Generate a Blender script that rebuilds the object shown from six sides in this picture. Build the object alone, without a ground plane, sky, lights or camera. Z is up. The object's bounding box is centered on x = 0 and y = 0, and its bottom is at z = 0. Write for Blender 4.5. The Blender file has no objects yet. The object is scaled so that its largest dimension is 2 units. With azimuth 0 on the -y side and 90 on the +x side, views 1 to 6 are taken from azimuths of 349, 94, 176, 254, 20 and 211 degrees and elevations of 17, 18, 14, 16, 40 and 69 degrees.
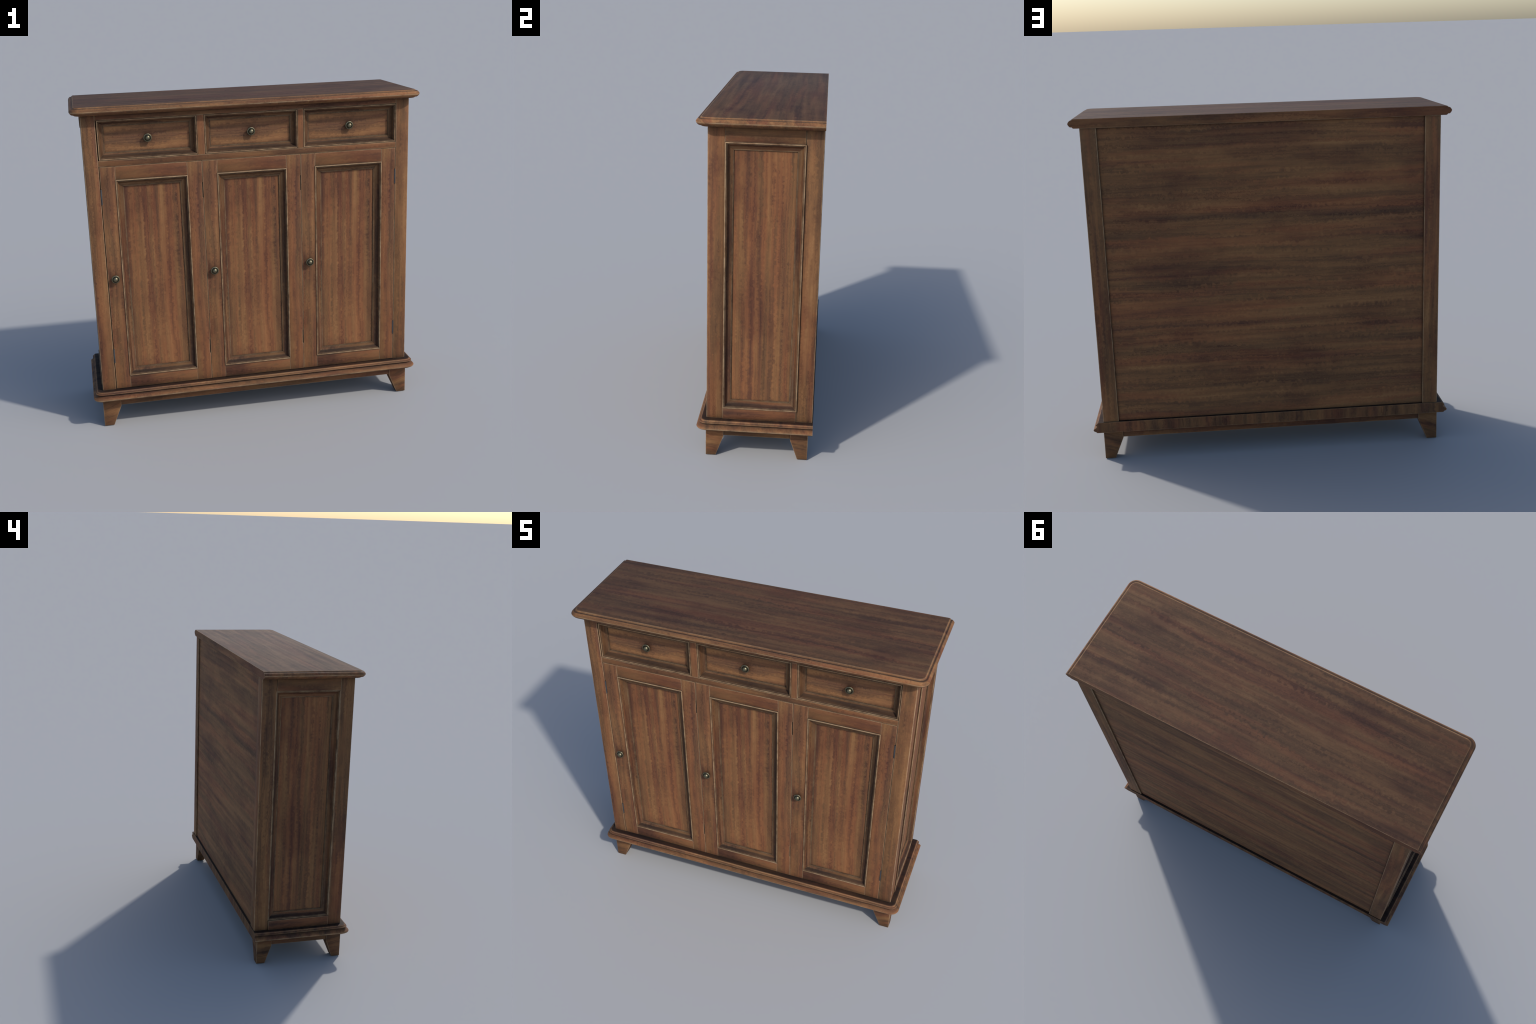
"""Old walnut shoe cabinet: three drawers over three panelled doors, on tapered feet.

Frame: metres, z up, front of the cabinet faces -y.
"""
import bpy
import bmesh
from math import sin, cos, pi, radians
from mathutils import Vector, Matrix

# ----------------------------------------------------------------------------
# main dimensions
# ----------------------------------------------------------------------------
BODY_X = 0.943            # outer side of the corner posts
FRONT_Y = -0.267          # front of the corner posts
BACK_Y = 0.321            # back of the corner posts
BODY_Z0 = 0.2295          # top of the plinth
BODY_Z1 = 1.8594          # underside of the top
POST_IN_X = 0.861         # inner side of the posts (front view)
POST_FRONT_Y = -0.1775    # rear side of the front posts
POST_BACK_Y = 0.2285      # front side of the rear posts
SLAB_BACK = 0.325

# ----------------------------------------------------------------------------
# materials
# ----------------------------------------------------------------------------


class Tree:
    """small helper for writing node trees"""

    def __init__(self, mat):
        mat.use_nodes = True
        self.t = mat.node_tree
        self.t.nodes.clear()

    def node(self, kind, ins=None, **props):
        n = self.t.nodes.new(kind)
        for k, v in props.items():
            setattr(n, k, v)
        for k, v in (ins or {}).items():
            if isinstance(v, bpy.types.NodeSocket):
                self.t.links.new(v, n.inputs[k])
            else:
                n.inputs[k].default_value = v
        return n

    def math(self, op, a, b=0.0, clamp=False):
        n = self.node("ShaderNodeMath", {0: a, 1: b}, operation=op)
        n.use_clamp = clamp
        return n.outputs[0]

    def vmath(self, op, a, b):
        n = self.node("ShaderNodeVectorMath", {0: a, 1: b}, operation=op)
        return n.outputs["Value"] if op == "DOT_PRODUCT" else n.outputs["Vector"]

    def remap(self, v, a, b, c=0.0, d=1.0, smooth=False):
        n = self.node("ShaderNodeMapRange", {0: v, 1: a, 2: b, 3: c, 4: d})
        n.interpolation_type = "SMOOTHSTEP" if smooth else "LINEAR"
        n.clamp = True
        return n.outputs[0]

    def mix(self, f, a, b, blend="MIX"):
        n = self.node("ShaderNodeMix", data_type="RGBA", blend_type=blend)
        for key, v in ((0, f), (6, a), (7, b)):
            if isinstance(v, bpy.types.NodeSocket):
                self.t.links.new(v, n.inputs[key])
            else:
                n.inputs[key].default_value = v
        return n.outputs[2]

    def noise(self, vec, scale, detail=2.0, rough=0.5, dist=0.0):
        n = self.node("ShaderNodeTexNoise", {"Vector": vec, "Scale": scale, "Detail": detail,
                                             "Roughness": rough, "Distortion": dist})
        return n.outputs["Fac"]

    def scaled(self, vec, s):
        return self.vmath("MULTIPLY", vec, s)

    def ramp(self, f, stops):
        n = self.node("ShaderNodeValToRGB", {0: f})
        e = n.color_ramp.elements
        while len(e) < len(stops):
            e.new(0.5)
        for el, (p, c) in zip(e, stops):
            el.position = p
            el.color = (*c, 1.0)
        return n.outputs[0]


# grain must run along local z of the texture space: rotation that brings it there
GRAIN = {
    "z": (0.0, 0.0, 0.0),
    "x": (0.0, -pi / 2, 0.0),
    "y": (pi / 2, 0.0, 0.0),
    "layered": (radians(7), radians(20), 0.0),
}


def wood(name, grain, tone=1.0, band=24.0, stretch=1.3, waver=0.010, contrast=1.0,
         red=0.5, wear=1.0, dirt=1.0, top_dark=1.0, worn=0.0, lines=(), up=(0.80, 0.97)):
    """stained walnut: streaky bands along the grain, worn tan edges, grime and painted shade in the corners.
    worn: how far the whole surface is rubbed down (for eased edges and beads)
    lines: (axis, position, half width, strength) lines along a moulded edge: rubbed (+), or grime and painted shade (-)"""
    m = bpy.data.materials.new(name)
    T = Tree(m)
    co = T.node("ShaderNodeTexCoord").outputs["Object"]
    seed = T.node("ShaderNodeAttribute", attribute_type="OBJECT",
                  attribute_name='["grain_seed"]').outputs["Fac"]
    shift = T.node("ShaderNodeCombineXYZ", {0: T.math("MULTIPLY", seed, 1.37),
                                            1: T.math("MULTIPLY", seed, 2.11),
                                            2: T.math("MULTIPLY", seed, 3.73)}).outputs[0]
    rot = T.node("ShaderNodeMapping", {"Vector": co, "Rotation": GRAIN[grain]}).outputs[0]
    p0 = T.vmath("ADD", rot, shift)

    def across(a, b):
        """texture frequencies: a across the grain, b along it"""
        return (b, b, a) if grain == "layered" else (a, a, b)

    # the figure: streaks sway slowly and have a nervous, saw-like outline
    sway = T.math("SUBTRACT", T.noise(T.scaled(p0, across(3.5, 1.6)), 1.0, 1.0), 0.5)
    saw = T.math("SUBTRACT", T.noise(T.scaled(p0, across(36, 50)), 1.0, 3.0, 0.55), 0.5)
    off = T.math("ADD", T.math("MULTIPLY", sway, 0.05), T.math("MULTIPLY", saw, waver * 2.4))
    ends = ({2: off} if grain == "layered" else {0: off, 1: off})
    offv = T.node("ShaderNodeCombineXYZ", ends).outputs[0]
    p = T.vmath("ADD", p0, offv)

    bands = T.noise(T.scaled(p, across(band, stretch)), 1.0, 4.0, 0.62)
    broad = T.noise(T.scaled(p, across(band * 0.30, stretch * 0.6)), 1.0, 2.0, 0.5)
    fine = T.noise(T.scaled(p0, across(190, 9)), 1.0, 3.0, 0.6)
    mott = T.noise(T.scaled(p0, (26, 26, 14)), 1.0, 3.0, 0.6)
    v = T.math("ADD", T.math("MULTIPLY", bands, 0.78), T.math("MULTIPLY", broad, 0.22))
    v = T.math("ADD", v, T.math("MULTIPLY", T.math("SUBTRACT", fine, 0.5), 0.16))
    v = T.math("ADD", v, T.math("MULTIPLY", T.math("SUBTRACT", mott, 0.5), 0.13))
    v = T.math("ADD", T.math("MULTIPLY", T.math("SUBTRACT", v, 0.5), contrast), 0.5)

    k = tone
    olive = T.ramp(v, [(0.34, (0.074 * k, 0.0389 * k, 0.0232 * k)),
                       (0.45, (0.136 * k, 0.0675 * k, 0.0312 * k)),
                       (0.54, (0.197 * k, 0.0934 * k, 0.0384 * k)),
                       (0.66, (0.265 * k, 0.1304 * k, 0.0528 * k))])
    rust = T.ramp(v, [(0.34, (0.076 * k, 0.0352 * k, 0.0232 * k)),
                      (0.45, (0.145 * k, 0.0592 * k, 0.0296 * k)),
                      (0.54, (0.212 * k, 0.0842 * k, 0.0352 * k)),
                      (0.66, (0.270 * k, 0.1166 * k, 0.0464 * k))])
    hue = T.noise(T.scaled(p, across(band * 0.62, stretch * 0.9)), 1.0, 2.0, 0.55)
    col = T.mix(T.remap(hue, 0.62 - 0.3 * red, 0.82 - 0.3 * red), olive, rust)

    # thin dark growth lines that follow the streaks
    vein = T.noise(T.scaled(p, across(band * 1.5, stretch * 0.7)), 1.0, 1.0, 0.5)
    vein = T.remap(T.math("ABSOLUTE", T.math("SUBTRACT", vein, 0.47)), 0.0, 0.05, 1.0, 0.0, smooth=True)
    vein = T.math("MULTIPLY", vein, T.remap(broad, 0.35, 0.62, 0.55, 0.10))
    col = T.mix(vein, col, T.mix(1.0, col, (0.52, 0.46, 0.50, 1), "MULTIPLY"))

    # broad purplish clouds
    cloud = T.noise(T.scaled(p, across(5.5, 2.4)), 1.0, 3.0, 0.6)
    cloud = T.math("MULTIPLY", T.remap(cloud, 0.46, 0.66, smooth=True), 0.75)
    col = T.mix(cloud, col, T.mix(1.0, col, (0.70, 0.64, 0.72, 1), "MULTIPLY"))

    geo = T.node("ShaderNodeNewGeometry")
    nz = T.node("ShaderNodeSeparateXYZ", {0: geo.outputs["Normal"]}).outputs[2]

    # faces that look up get a darker, greyer colour; baked shade in the mouldings
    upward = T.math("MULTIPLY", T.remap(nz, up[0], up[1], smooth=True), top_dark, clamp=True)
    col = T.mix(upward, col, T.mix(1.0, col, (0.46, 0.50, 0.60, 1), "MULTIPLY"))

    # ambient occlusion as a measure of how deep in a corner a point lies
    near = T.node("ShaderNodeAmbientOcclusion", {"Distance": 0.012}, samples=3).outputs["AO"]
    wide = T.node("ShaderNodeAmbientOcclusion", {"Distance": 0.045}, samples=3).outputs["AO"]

    # worn edges
    bev = T.node("ShaderNodeBevel", {"Radius": 0.0045}, samples=3).outputs[0]
    edge = T.math("SUBTRACT", 1.0, T.vmath("DOT_PRODUCT", bev, geo.outputs["True Normal"]))
    edge = T.remap(edge, 0.015, 0.16)
    edge = T.math("MULTIPLY", edge, T.remap(near, 0.50, 0.75))
    edge = T.math("MAXIMUM", edge, worn)
    sep = T.node("ShaderNodeSeparateXYZ", {0: co}).outputs
    for axis, at, half, strength in lines:
        if strength > 0:
            hit = T.remap(T.math("ABSOLUTE", T.math("SUBTRACT", sep[axis], at)), 0.0, half, strength, 0.0, smooth=True)
            hit = T.math("MULTIPLY", hit, T.remap(nz, 0.93, 0.99, 1.0, 0.0))
            edge = T.math("MAXIMUM", edge, hit)
    chip = T.remap(T.noise(p0, 16.0, 4.0, 0.65), 0.34, 0.60, 0.25, 1.0)
    edge = T.math("MULTIPLY", T.math("MULTIPLY", edge, chip), 0.85 * wear, clamp=True)
    col = T.mix(edge, col, (0.385, 0.258, 0.146, 1))

    # grime, and occlusion shade painted into the colour
    grime_shade_n = T.math("ADD", T.math("MULTIPLY", T.remap(near, 0.35, 0.90, 1.0, 0.0), 0.60),
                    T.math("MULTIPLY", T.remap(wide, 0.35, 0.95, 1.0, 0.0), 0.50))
    grime_shade_n = T.math("MULTIPLY", grime_shade_n, dirt * (1.0 - 0.5 * worn))
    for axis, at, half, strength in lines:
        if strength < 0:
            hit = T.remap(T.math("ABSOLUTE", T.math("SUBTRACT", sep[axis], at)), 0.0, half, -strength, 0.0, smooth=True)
            grime_shade_n = T.math("MAXIMUM", grime_shade_n, hit)
    grime_shade_n = T.math("MINIMUM", grime_shade_n, 1.0)
    col = T.mix(grime_shade_n, col, T.mix(1.0, col, (0.24, 0.22, 0.22, 1), "MULTIPLY"))

    rough = T.remap(v, 0.3, 0.7, 0.80, 0.70)
    bump = T.node("ShaderNodeBump", {"Strength": 0.12, "Distance": 0.0015,
                                     "Height": T.math("ADD", fine, T.math("MULTIPLY", bands, 0.6))}).outputs[0]
    bsdf = T.node("ShaderNodeBsdfPrincipled", {"Base Color": col, "Roughness": rough, "Normal": bump,
                                               "Specular IOR Level": 0.22})
    out = T.node("ShaderNodeOutputMaterial", {"Surface": bsdf.outputs[0]})
    return m


def metal(name, colour, rough, dark):
    m = bpy.data.materials.new(name)
    T = Tree(m)
    co = T.node("ShaderNodeTexCoord").outputs["Object"]
    n = T.noise(co, 90.0, 4.0, 0.6)
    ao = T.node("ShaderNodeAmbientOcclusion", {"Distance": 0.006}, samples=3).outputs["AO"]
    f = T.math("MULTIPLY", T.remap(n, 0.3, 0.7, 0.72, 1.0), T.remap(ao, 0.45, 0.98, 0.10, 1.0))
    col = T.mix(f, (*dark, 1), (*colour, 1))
    b = T.node("ShaderNodeBsdfPrincipled", {"Base Color": col, "Metallic": 1.0,
                                            "Roughness": T.remap(n, 0.3, 0.7, rough + 0.1, rough)})
    T.node("ShaderNodeOutputMaterial", {"Surface": b.outputs[0]})
    return m


RUBBED = {}


def wood_pair(name, grain, **kw):
    """a walnut and its rubbed-down twin for the eased edges"""
    m = wood(name, grain, **kw)
    RUBBED[m.name] = wood(name + "_edge", grain, worn=0.85, **kw)
    return m


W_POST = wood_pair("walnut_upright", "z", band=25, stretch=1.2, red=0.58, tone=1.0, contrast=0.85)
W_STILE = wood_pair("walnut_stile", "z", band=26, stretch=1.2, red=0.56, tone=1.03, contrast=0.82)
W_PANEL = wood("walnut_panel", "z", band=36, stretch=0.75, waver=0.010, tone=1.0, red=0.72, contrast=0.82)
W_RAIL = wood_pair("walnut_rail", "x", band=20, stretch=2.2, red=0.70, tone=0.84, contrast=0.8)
# the mouldings: rubbed beads, grimy quirks, hollows with shade painted in (object y is the depth)
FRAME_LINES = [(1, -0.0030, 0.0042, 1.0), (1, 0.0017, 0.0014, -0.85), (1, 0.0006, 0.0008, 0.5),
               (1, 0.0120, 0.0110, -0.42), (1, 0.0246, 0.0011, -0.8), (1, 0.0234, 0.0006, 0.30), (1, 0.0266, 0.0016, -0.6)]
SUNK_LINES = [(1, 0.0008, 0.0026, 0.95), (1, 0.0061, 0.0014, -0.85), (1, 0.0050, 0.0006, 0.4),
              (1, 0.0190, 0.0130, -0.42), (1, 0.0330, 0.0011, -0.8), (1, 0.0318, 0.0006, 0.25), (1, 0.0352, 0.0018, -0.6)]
MOULD = dict(band=30, stretch=2.0, tone=0.74, red=0.66, dirt=1.4, up=(0.15, 0.65))  # tone, up and corner darkening put recess shade into the moulding colour
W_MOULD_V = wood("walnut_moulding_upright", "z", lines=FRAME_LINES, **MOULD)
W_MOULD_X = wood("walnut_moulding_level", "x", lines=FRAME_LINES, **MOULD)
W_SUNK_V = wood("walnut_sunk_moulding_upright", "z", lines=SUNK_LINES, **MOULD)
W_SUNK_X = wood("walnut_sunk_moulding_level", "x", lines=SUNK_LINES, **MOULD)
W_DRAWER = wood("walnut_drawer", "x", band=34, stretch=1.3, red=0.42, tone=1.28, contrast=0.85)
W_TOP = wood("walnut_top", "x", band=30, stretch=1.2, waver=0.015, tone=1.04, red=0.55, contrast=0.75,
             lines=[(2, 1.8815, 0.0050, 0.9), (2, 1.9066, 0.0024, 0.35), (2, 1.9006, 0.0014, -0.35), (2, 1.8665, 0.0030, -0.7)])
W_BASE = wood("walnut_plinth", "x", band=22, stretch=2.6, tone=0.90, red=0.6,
              lines=[(2, 0.1835, 0.0066, 0.95), (2, 0.2155, 0.0028, 0.9), (2, 0.2214, 0.0012, -0.7), (2, 0.2085, 0.0160, -1.0), (2, 0.2296, 0.0012, -0.85),  # dark line on the top ledge paints occlusion shade into the colour
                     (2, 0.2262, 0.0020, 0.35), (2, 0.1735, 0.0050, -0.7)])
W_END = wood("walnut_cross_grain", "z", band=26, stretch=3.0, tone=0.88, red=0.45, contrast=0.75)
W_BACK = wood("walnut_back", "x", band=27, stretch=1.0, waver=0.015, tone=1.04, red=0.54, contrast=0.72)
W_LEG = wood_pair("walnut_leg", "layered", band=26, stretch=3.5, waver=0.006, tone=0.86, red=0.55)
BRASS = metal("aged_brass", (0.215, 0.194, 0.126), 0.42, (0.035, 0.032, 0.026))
NOTCH_BROWN = metal("notch_fill_brown", (0.06, 0.045, 0.035), 0.6, (0.03, 0.025, 0.02))  # made-up metal that tones the notch filling dark brown
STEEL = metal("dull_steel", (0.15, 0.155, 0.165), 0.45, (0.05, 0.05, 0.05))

# ----------------------------------------------------------------------------
# objects
# ----------------------------------------------------------------------------
scene = bpy.context.scene


def put(name, mesh, parent, at=(0, 0, 0), seed=0.0):
    o = bpy.data.objects.new(name, mesh)
    scene.collection.objects.link(o)
    o.location = at
    o.parent = parent
    o["grain_seed"] = float(seed)
    return o


def mesh_from(bm, name, mats, angle=35):
    bmesh.ops.recalc_face_normals(bm, faces=bm.faces)
    me = bpy.data.meshes.new(name)
    bm.to_mesh(me)
    bm.free()
    for m in mats:
        me.materials.append(m)
    me.shade_smooth()
    me.set_sharp_from_angle(angle=radians(angle))
    return me


def board(name, size, mat, bevel=0.002, seg=2):
    """squared timber with eased edges, centred on its origin"""
    bm = bmesh.new()
    bmesh.ops.create_cube(bm, size=1.0)
    bmesh.ops.scale(bm, vec=Vector(size), verts=bm.verts)
    if bevel:
        bmesh.ops.bevel(bm, geom=bm.edges[:], offset=bevel, segments=seg, profile=0.5, affect="EDGES", material=1)
    return mesh_from(bm, name, [mat, RUBBED.get(mat.name, mat)])


def board_between(name, lo, hi, mat, parent, bevel=0.002, seed=0.0):
    size = [b - a for a, b in zip(lo, hi)]
    mid = [(a + b) / 2 for a, b in zip(lo, hi)]
    return put(name, board(name, size, mat, bevel), parent, mid, seed)


def notched_stile(name, w, h, depth, notches, side, mat, bevel=0.002):
    """door stile, centred; notches (z0, z1, cut) let the hinges into one edge (side = -1 or +1)"""
    x0, x1 = -w / 2, w / 2
    plain, cut = (x0, x1) if side > 0 else (x1, x0)
    pts = [(plain, -h / 2), (cut, -h / 2)]
    for z0, z1, c in notches:
        pts += [(cut, z0), (cut - side * c, z0), (cut - side * c, z1), (cut, z1)]
    pts += [(cut, h / 2), (plain, h / 2)]
    bm = bmesh.new()
    f = bm.faces.new([bm.verts.new((x, -depth / 2, z)) for x, z in pts])
    ext = bmesh.ops.extrude_face_region(bm, geom=[f])
    bmesh.ops.translate(bm, vec=(0, depth, 0), verts=[v for v in ext["geom"] if isinstance(v, bmesh.types.BMVert)])
    front = [e for e in bm.edges if all(abs(v.co.y + depth / 2) < 1e-6 for v in e.verts)]
    bmesh.ops.recalc_face_normals(bm, faces=bm.faces)
    bmesh.ops.bevel(bm, geom=front, offset=bevel, segments=2, profile=0.5, affect="EDGES", material=1)
    return mesh_from(bm, name, [mat, RUBBED[mat.name]])


def moulding(name, w, h, profile, mat_level, mat_upright):
    """picture-frame moulding round a w x h opening in the local xz plane, facing -y.
    profile: (distance inwards, depth behind the frame face)"""
    bm = bmesh.new()
    rings = []
    for t, d in profile:
        x, z = w / 2 - t, h / 2 - t
        rings.append([bm.verts.new((sx * x, d, sz * z)) for sx, sz in ((-1, -1), (1, -1), (1, 1), (-1, 1))])
    for a, b in zip(rings, rings[1:]):
        for i in range(4):
            j = (i + 1) % 4
            f = bm.faces.new((a[i], a[j], b[j], b[i]))
            f.material_index = i % 2
    me = bpy.data.meshes.new(name)
    bm.normal_update()
    # the frame must face -y
    if sum(f.normal.y * f.calc_area() for f in bm.faces) > 0:
        bmesh.ops.reverse_faces(bm, faces=bm.faces)
    bm.to_mesh(me)
    bm.free()
    me.materials.append(mat_level)
    me.materials.append(mat_upright)
    me.shade_smooth()
    me.set_sharp_from_angle(angle=radians(38))
    return me


def profiled_slab(name, half_x, front, back, radius, profile, mats):
    """board with a moulded edge on front and sides, rounded front corners and a plain sawn back.
    profile: (inset from the widest outline, z) from below to above"""
    bm = bmesh.new()
    rings = []
    n = 10
    for inset, z in profile:
        x, y, r = half_x - inset, front + inset, radius - inset * 0.55
        pts = [(x, back)]
        pts += [(x - r + r * cos(a), y + r - r * sin(a)) for a in (pi / 2 * i / n for i in range(n + 1))]
        pts += [(-x + r - r * sin(a), y + r - r * cos(a)) for a in (pi / 2 * i / n for i in range(n + 1))]
        pts += [(-x, back)]
        rings.append([bm.verts.new((px, py, z)) for px, py in pts])
    for a, b in zip(rings, rings[1:]):
        for i in range(len(a) - 1):
            bm.faces.new((a[i], a[i + 1], b[i + 1], b[i]))
        f = bm.faces.new((a[-1], a[0], b[0], b[-1]))
        f.material_index = 1
    bm.faces.new(rings[0])
    bm.faces.new(rings[-1])
    return mesh_from(bm, name, mats, angle=32)


def turned(name, profile, mat, n=40):
    """knob turned about local y, pointing to -y; profile: (radius, height)"""
    bm = bmesh.new()
    rings = []
    for r, h in profile:
        if r < 1e-6:
            rings.append([bm.verts.new((0, -h, 0))])
        else:
            rings.append([bm.verts.new((r * cos(2 * pi * i / n), -h, r * sin(2 * pi * i / n))) for i in range(n)])
    for a, b in zip(rings, rings[1:]):
        for i in range(n):
            j = (i + 1) % n
            bm.faces.new((a[i], a[j], b[j], b[i]) if len(b) > 1 else (a[i], a[j], b[0]))
    bm.faces.new(rings[0])
    return mesh_from(bm, name, [mat], angle=50)


cabinet = bpy.data.objects.new("shoe_cabinet", None)
scene.collection.objects.link(cabinet)
cabinet["label"] = "dark walnut cabinet with three drawers above three panelled doors"
cabinet["category"] = "cabinet"

# ---- top -------------------------------------------------------------------
TOP_PROFILE = [(0.0600, 1.8594), (0.0305, 1.8594), (0.0270, 1.8602), (0.0242, 1.8620), (0.0222, 1.8645), (0.0208, 1.8664),
               (0.0130, 1.8666), (0.0108, 1.8673), (0.0070, 1.8708), (0.0036, 1.8752), (0.0010, 1.8800), (0.0000, 1.8835),
               (0.0008, 1.8870), (0.0034, 1.8918), (0.0072, 1.8962), (0.0108, 1.8995), (0.0132, 1.9003),
               (0.0206, 1.9006), (0.0216, 1.9030), (0.0236, 1.9052), (0.0262, 1.9070), (0.0300, 1.9080)]
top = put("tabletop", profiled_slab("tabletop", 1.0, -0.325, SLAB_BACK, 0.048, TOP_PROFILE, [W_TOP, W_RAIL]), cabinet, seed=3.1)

# ---- plinth ----------------------------------------------------------------
BASE_PROFILE = [(0.0600, 0.1685), (0.0230, 0.1685), (0.0190, 0.1693), (0.0160, 0.1715), (0.0140, 0.1752),
                (0.0100, 0.1762), (0.0060, 0.1777), (0.0025, 0.1805), (0.0005, 0.1840), (0.0000, 0.1868),
                (0.0012, 0.1900), (0.0045, 0.1932), (0.0100, 0.1965), (0.0155, 0.2000), (0.0190, 0.2035), (0.0200, 0.2072),
                (0.0175, 0.2110), (0.0140, 0.2142), (0.0138, 0.2168), (0.0160, 0.2192), (0.0195, 0.2208), (0.0208, 0.2216),
                (0.0216, 0.2238), (0.0240, 0.2268), (0.0285, 0.2290), (0.0320, 0.2295)]
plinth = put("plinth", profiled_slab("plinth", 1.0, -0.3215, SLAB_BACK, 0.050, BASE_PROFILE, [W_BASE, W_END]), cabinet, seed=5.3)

# ---- feet and aprons -------------------------------------------------------


def foot_mesh(sx, sy, depth_top):
    """square foot, plumb on its two outer sides, tapered on the two inner ones; origin at the outer corner"""
    bm = bmesh.new()
    rows = []
    for z, w, d in ((0.1690, 0.107, depth_top), (0.1200, 0.107, depth_top), (0.0, 0.057, 0.056)):
        rows.append([bm.verts.new((sx * x, sy * y, z)) for x, y in ((0, 0), (-w, 0), (-w, -d), (0, -d))])
    for a, b in zip(rows, rows[1:]):
        for i in range(4):
            bm.faces.new((a[i], a[(i + 1) % 4], b[(i + 1) % 4], b[i]))
    bm.faces.new(rows[0])
    bm.faces.new(rows[-1])
    bmesh.ops.recalc_face_normals(bm, faces=bm.faces)
    long_edges = [e for e in bm.edges if abs(e.verts[0].co.z - e.verts[1].co.z) > 0.01 or max(v.co.z for v in e.verts) < 0.001]
    bmesh.ops.bevel(bm, geom=long_edges, offset=0.002, segments=2, profile=0.5, affect="EDGES", material=1)
    return mesh_from(bm, "foot", [W_LEG, RUBBED[W_LEG.name]])


for i, (sx, sy) in enumerate(((-1, -1), (1, -1), (1, 1), (-1, 1))):
    put("foot", foot_mesh(sx, sy, 0.099), cabinet, (sx * 0.949, -0.270 if sy < 0 else 0.300, 0.0), 7.7 + 1.9 * i)

W_APRON_SIDE = wood_pair("walnut_side_apron", "y", band=20, stretch=2.2, red=0.5, tone=0.84, contrast=0.8)
AP0, AP1 = 0.1250, 0.1690
board_between("apron", (-0.846, -0.267, AP0), (0.846, -0.245, AP1), W_RAIL, cabinet, 0.0015, 2.3)
board_between("apron", (-0.846, 0.275, AP0), (0.846, 0.297, AP1), W_RAIL, cabinet, 0.0015, 4.4)
for s in (-1, 1):
    board_between("apron", (s * 0.9345 - 0.0105, -0.175, AP0), (s * 0.9345 + 0.0105, 0.205, AP1), W_APRON_SIDE, cabinet, 0.0015, 6.0 + s)

# ---- corner posts ----------------------------------------------------------
for i, (sx, sy) in enumerate(((-1, -1), (1, -1), (1, 1), (-1, 1))):
    xs = sorted((sx * (POST_IN_X + (0.0030 if sx < 0 else 0.0034)), sx * BODY_X)) if sy < 0 else sorted((sx * 0.858, sx * BODY_X))
    ys = (FRONT_Y, POST_FRONT_Y) if sy < 0 else (POST_BACK_Y, BACK_Y)
    board_between("corner_post", (xs[0], ys[0], BODY_Z0), (xs[1], ys[1], BODY_Z1), W_POST, cabinet, 0.0034, 1.0 + 2.7 * i)

# ---- light-blocking filler core and back -------------------------------------------------
board_between("light_stop_core", (-0.898, -0.222, 0.215), (0.898, 0.300, 1.857), W_BACK, cabinet, 0.0, 9.0)  # added solid box that stops light leaking through the gaps
board_between("back_panel", (-0.8575, 0.296, 0.2315), (0.8575, 0.3110, BODY_Z1 - 0.001), W_BACK, cabinet, 0.0, 11.0)

# ---- front frame -----------------------------------------------------------
FY = FRONT_Y + 0.0004
board_between("front_rail", (-0.8635, FY, 1.8295), (0.8638, -0.215, BODY_Z1), W_RAIL, cabinet, 0.0018, 12.0)
board_between("front_rail", (-0.8635, FY, 1.5715), (0.8638, -0.215, 1.6055), W_RAIL, cabinet, 0.0018, 13.1)
for i, (a, b) in enumerate(((-0.3050, -0.2650), (0.2748, 0.3078))):
    board_between("drawer_divider", (a, FY, 1.6057), (b, -0.215, 1.8293), W_STILE, cabinet, 0.0018, 14.0)

# ---- knobs -----------------------------------------------------------------
KNOB = turned("knob", [(0.0100, -0.002), (0.0100, 0.0015), (0.0078, 0.0035), (0.0074, 0.0085), (0.0100, 0.0110), (0.0180, 0.0125),
                       (0.0222, 0.0140), (0.0236, 0.0165), (0.0232, 0.0190), (0.0214, 0.0206), (0.0190, 0.0206), (0.0176, 0.0186),
                       (0.0162, 0.0174), (0.0148, 0.0178), (0.0141, 0.0204), (0.0136, 0.0232), (0.0122, 0.0262), (0.0100, 0.0288), (0.0071, 0.0306),
                       (0.0037, 0.0316), (0.0, 0.0319)], BRASS)

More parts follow.
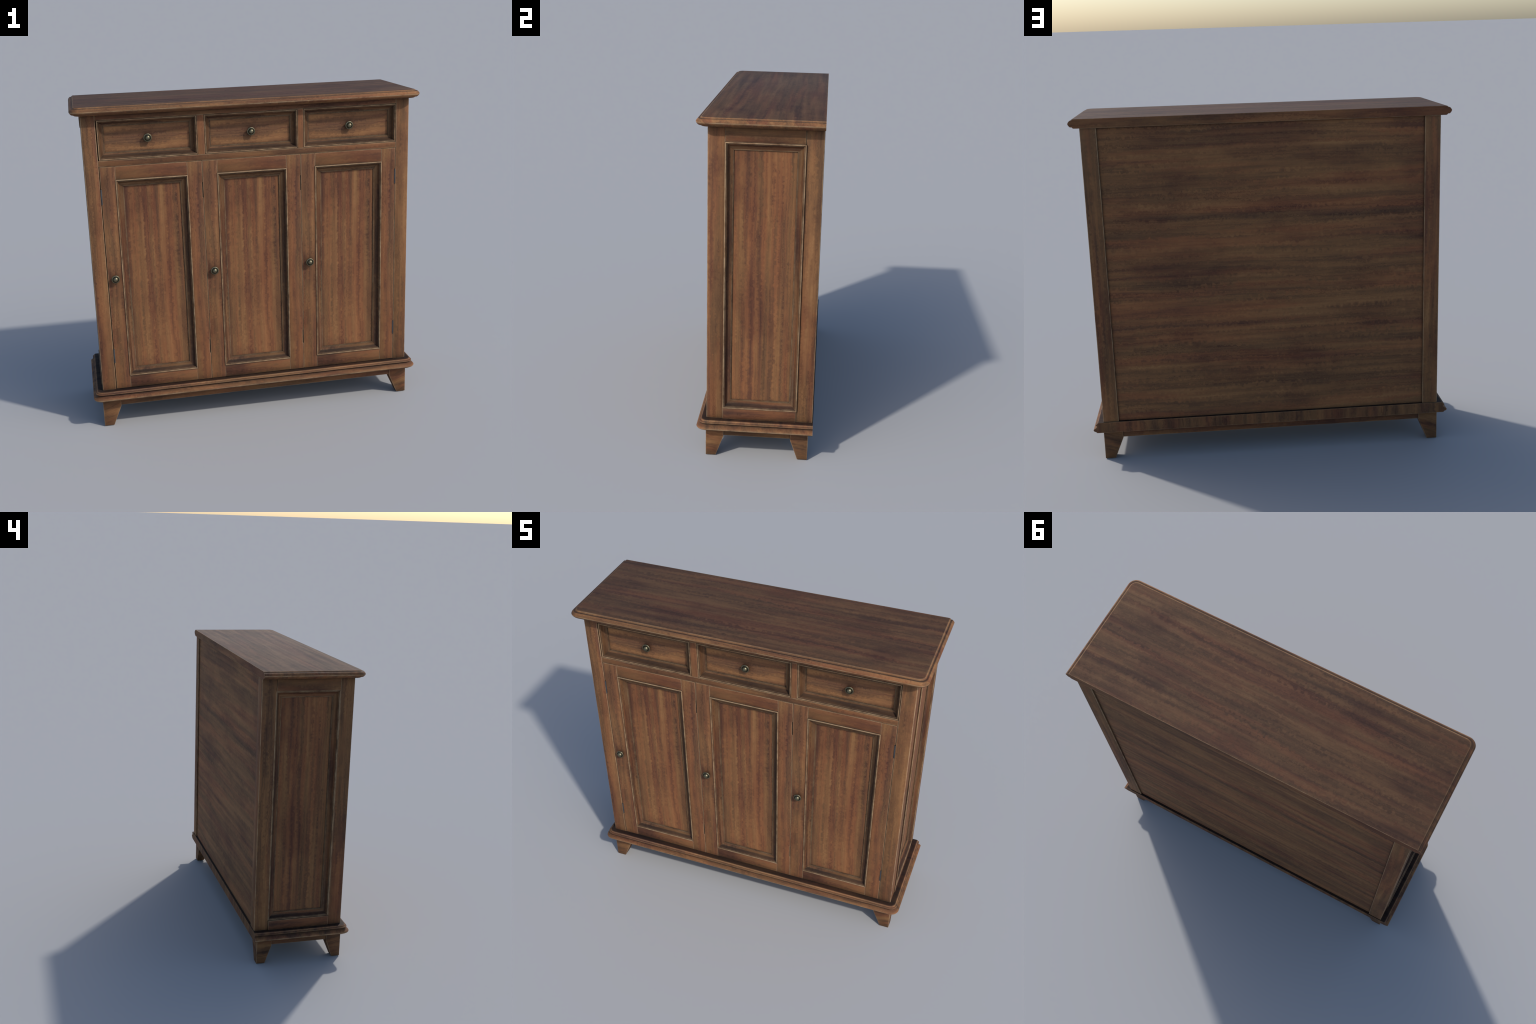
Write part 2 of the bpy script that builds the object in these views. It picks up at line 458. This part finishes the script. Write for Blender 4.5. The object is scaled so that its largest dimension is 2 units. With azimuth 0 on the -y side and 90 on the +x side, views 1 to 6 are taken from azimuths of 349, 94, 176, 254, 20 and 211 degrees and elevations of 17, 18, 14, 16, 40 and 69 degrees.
# ---- mouldings: (inwards, depth) -------------------------------------------
PANEL_MOULD = [(0.0, 0.0060), (0.0002, -0.0018), (0.0014, -0.0034), (0.0036, -0.0040), (0.0056, -0.0034), (0.0068, -0.0014),
               (0.0074, 0.0016), (0.0082, 0.0018), (0.0090, 0.0006), (0.0106, 0.0004), (0.0118, 0.0016),
               (0.0134, 0.0052), (0.0166, 0.0104), (0.0212, 0.0148), (0.0266, 0.0182), (0.0326, 0.0208), (0.0384, 0.0222),
               (0.0387, 0.0244), (0.0397, 0.0246), (0.0401, 0.0234), (0.0422, 0.0234), (0.0426, 0.0250), (0.0434, 0.0252),
               (0.0438, 0.0282), (0.0458, 0.0284), (0.0460, 0.0305)]
DRAWER_MOULD = [(0.0, 0.0080), (0.0002, 0.0024), (0.0012, 0.0008), (0.0034, 0.0002), (0.0054, 0.0010), (0.0064, 0.0032),
                (0.0070, 0.0060), (0.0078, 0.0062), (0.0086, 0.0050), (0.0100, 0.0050), (0.0112, 0.0064),
                (0.0126, 0.0116), (0.0156, 0.0182), (0.0196, 0.0236), (0.0240, 0.0272), (0.0286, 0.0296), (0.0326, 0.0308),
                (0.0329, 0.0328), (0.0337, 0.0330), (0.0341, 0.0318), (0.0359, 0.0318), (0.0363, 0.0334), (0.0370, 0.0336),
                (0.0374, 0.0368), (0.0392, 0.0372), (0.0394, 0.040)]

# ---- drawers ---------------------------------------------------------------
for a, b in ((-0.8590, -0.3066), (-0.2634, 0.2732), (0.3094, 0.8625)):
    z0, z1 = 1.6072, 1.8280
    cx, cz, w, h = (a + b) / 2, (z0 + z1) / 2, b - a, z1 - z0
    drawer = put("drawer", board("drawer", (w - 0.070, 0.010, h - 0.070), W_DRAWER, 0.0), cabinet,
                 (cx, FRONT_Y + 0.038 + 0.005, cz), 20.0)
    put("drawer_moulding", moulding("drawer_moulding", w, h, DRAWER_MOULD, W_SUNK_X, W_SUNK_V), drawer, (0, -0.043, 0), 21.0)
    put("knob", KNOB, drawer, (0.0015, -0.005, -0.0015), 0.0)

# ---- doors -----------------------------------------------------------------
DOOR_W, DOOR_Z0, DOOR_Z1 = 0.5731, 0.2330, 1.5698
DOOR_H = DOOR_Z1 - DOOR_Z0
STILE_W = 0.0845
D_T = 0.026
OPEN_Z0, OPEN_Z1 = 0.3065, 1.4940
OPEN_W = DOOR_W - 2 * STILE_W + 0.004
door_mid = (DOOR_Z0 + DOOR_Z1) / 2
open_mid = (OPEN_Z0 + OPEN_Z1) / 2
HINGES = ((0.3990, 0.4860), (1.3570, 1.4460))
notches = [(z0 - door_mid, z1 - door_mid, 0.0035) for z0, z1 in HINGES]
ME_LEFT = notched_stile("door_stile", STILE_W, DOOR_H, D_T, notches, -1, W_STILE)
ME_LEFT_PLAIN = notched_stile("door_stile", STILE_W, DOOR_H, D_T, [], -1, W_STILE)
ME_RIGHT = notched_stile("door_stile", STILE_W, DOOR_H, D_T, notches, 1, W_STILE)
rail_w = DOOR_W - 2 * STILE_W - 0.0008
ME_BOTTOM = board("door_rail", (rail_w, D_T, OPEN_Z0 - DOOR_Z0), W_RAIL, 0.0018)
ME_TOP = board("door_rail", (rail_w, D_T, DOOR_Z1 - OPEN_Z1), W_RAIL, 0.0018)
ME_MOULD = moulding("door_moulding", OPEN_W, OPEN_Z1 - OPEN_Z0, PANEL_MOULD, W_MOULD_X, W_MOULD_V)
ME_PANEL = board("door", (OPEN_W - 0.078, 0.010, OPEN_Z1 - OPEN_Z0 - 0.078), W_PANEL, 0.0)
BARREL = [(0.0034, 0.0), (0.0038, 0.0006), (0.0038, 0.0270), (0.0034, 0.0273), (0.0034, 0.0277), (0.0038, 0.0280),
          (0.0038, 0.0575), (0.0034, 0.0578), (0.0034, 0.0582), (0.0038, 0.0585), (0.0038, 0.0854), (0.0020, 0.0860), (0.0, 0.0860)]
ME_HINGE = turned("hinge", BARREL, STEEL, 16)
ME_NOTCH_FILL = turned("hinge", BARREL, NOTCH_BROWN, 16)  # guessed barrels, added to fill the dark notches between doors with brown

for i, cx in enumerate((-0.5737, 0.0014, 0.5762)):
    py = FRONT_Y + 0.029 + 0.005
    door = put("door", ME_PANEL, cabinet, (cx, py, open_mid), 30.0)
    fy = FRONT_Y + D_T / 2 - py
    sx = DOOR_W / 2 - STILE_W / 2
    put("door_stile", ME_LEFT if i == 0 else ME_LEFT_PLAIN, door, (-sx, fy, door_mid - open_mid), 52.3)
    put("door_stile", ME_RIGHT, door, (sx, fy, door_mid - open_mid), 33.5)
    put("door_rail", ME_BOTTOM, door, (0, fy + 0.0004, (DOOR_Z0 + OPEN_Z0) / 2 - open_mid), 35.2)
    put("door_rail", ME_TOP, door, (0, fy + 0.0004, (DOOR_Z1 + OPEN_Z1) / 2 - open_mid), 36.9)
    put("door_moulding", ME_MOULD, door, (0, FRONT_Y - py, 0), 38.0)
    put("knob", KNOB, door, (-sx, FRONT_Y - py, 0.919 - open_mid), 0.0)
    for side, sunk in {0: ((-1, 0.0002), (1, 0.0060)), 1: ((1, 0.0060),), 2: ((1, 0.0002),)}[i]:
        for z0, z1 in HINGES:
            h = put("hinge", ME_HINGE if sunk < 0.003 else ME_NOTCH_FILL, door,  # the deeper-set barrels are unseen, added filling
                    (side * (DOOR_W / 2 - 0.0004), FRONT_Y + sunk - py, z0 + 0.0005 - open_mid), 0.0)
            h.rotation_euler = (-pi / 2, 0, 0)

# ---- sides -----------------------------------------------------------------
SZ0, SZ1 = 0.2940, 1.7820
SY0, SY1 = -0.1780, 0.2325
sw, sh = SY1 - SY0, SZ1 - SZ0
side_mid = ((SY0 + SY1) / 2, (SZ0 + SZ1) / 2)
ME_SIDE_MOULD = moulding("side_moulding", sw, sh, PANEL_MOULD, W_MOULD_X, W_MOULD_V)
ME_SIDE = board("side_panel", (sw - 0.078, 0.010, sh - 0.078), W_PANEL, 0.0)
ry = POST_BACK_Y - POST_FRONT_Y - 0.0012
ME_SIDE_LOW = board("side_rail", (ry, 0.024, SZ0 - BODY_Z0 - 0.0005), W_RAIL, 0.0018)
ME_SIDE_HIGH = board("side_rail", (ry, 0.024, BODY_Z1 - SZ1 - 0.0005), W_RAIL, 0.0018)
for s in (-1, 1):
    proud = 0.0045 if s > 0 else -0.0036
    # local -y of the side meshes turns to face outwards
    panel = put("side_panel", ME_SIDE, cabinet, (s * (BODY_X + proud - 0.034), side_mid[0], side_mid[1]), 41.0)
    panel.rotation_euler = (0, 0, s * pi / 2)
    put("side_moulding", ME_SIDE_MOULD, panel, (0, -0.034, 0), 43.0)
    shift = s * ((POST_BACK_Y + POST_FRONT_Y) / 2 - side_mid[0])
    put("side_rail", ME_SIDE_LOW, panel, (shift, -0.034 + proud - 0.0050 + 0.012, (BODY_Z0 + SZ0) / 2 - side_mid[1]), 45.0)
    put("side_rail", ME_SIDE_HIGH, panel, (shift, -0.034 + proud - 0.0050 + 0.012, (BODY_Z1 + SZ1) / 2 - side_mid[1]), 46.0)
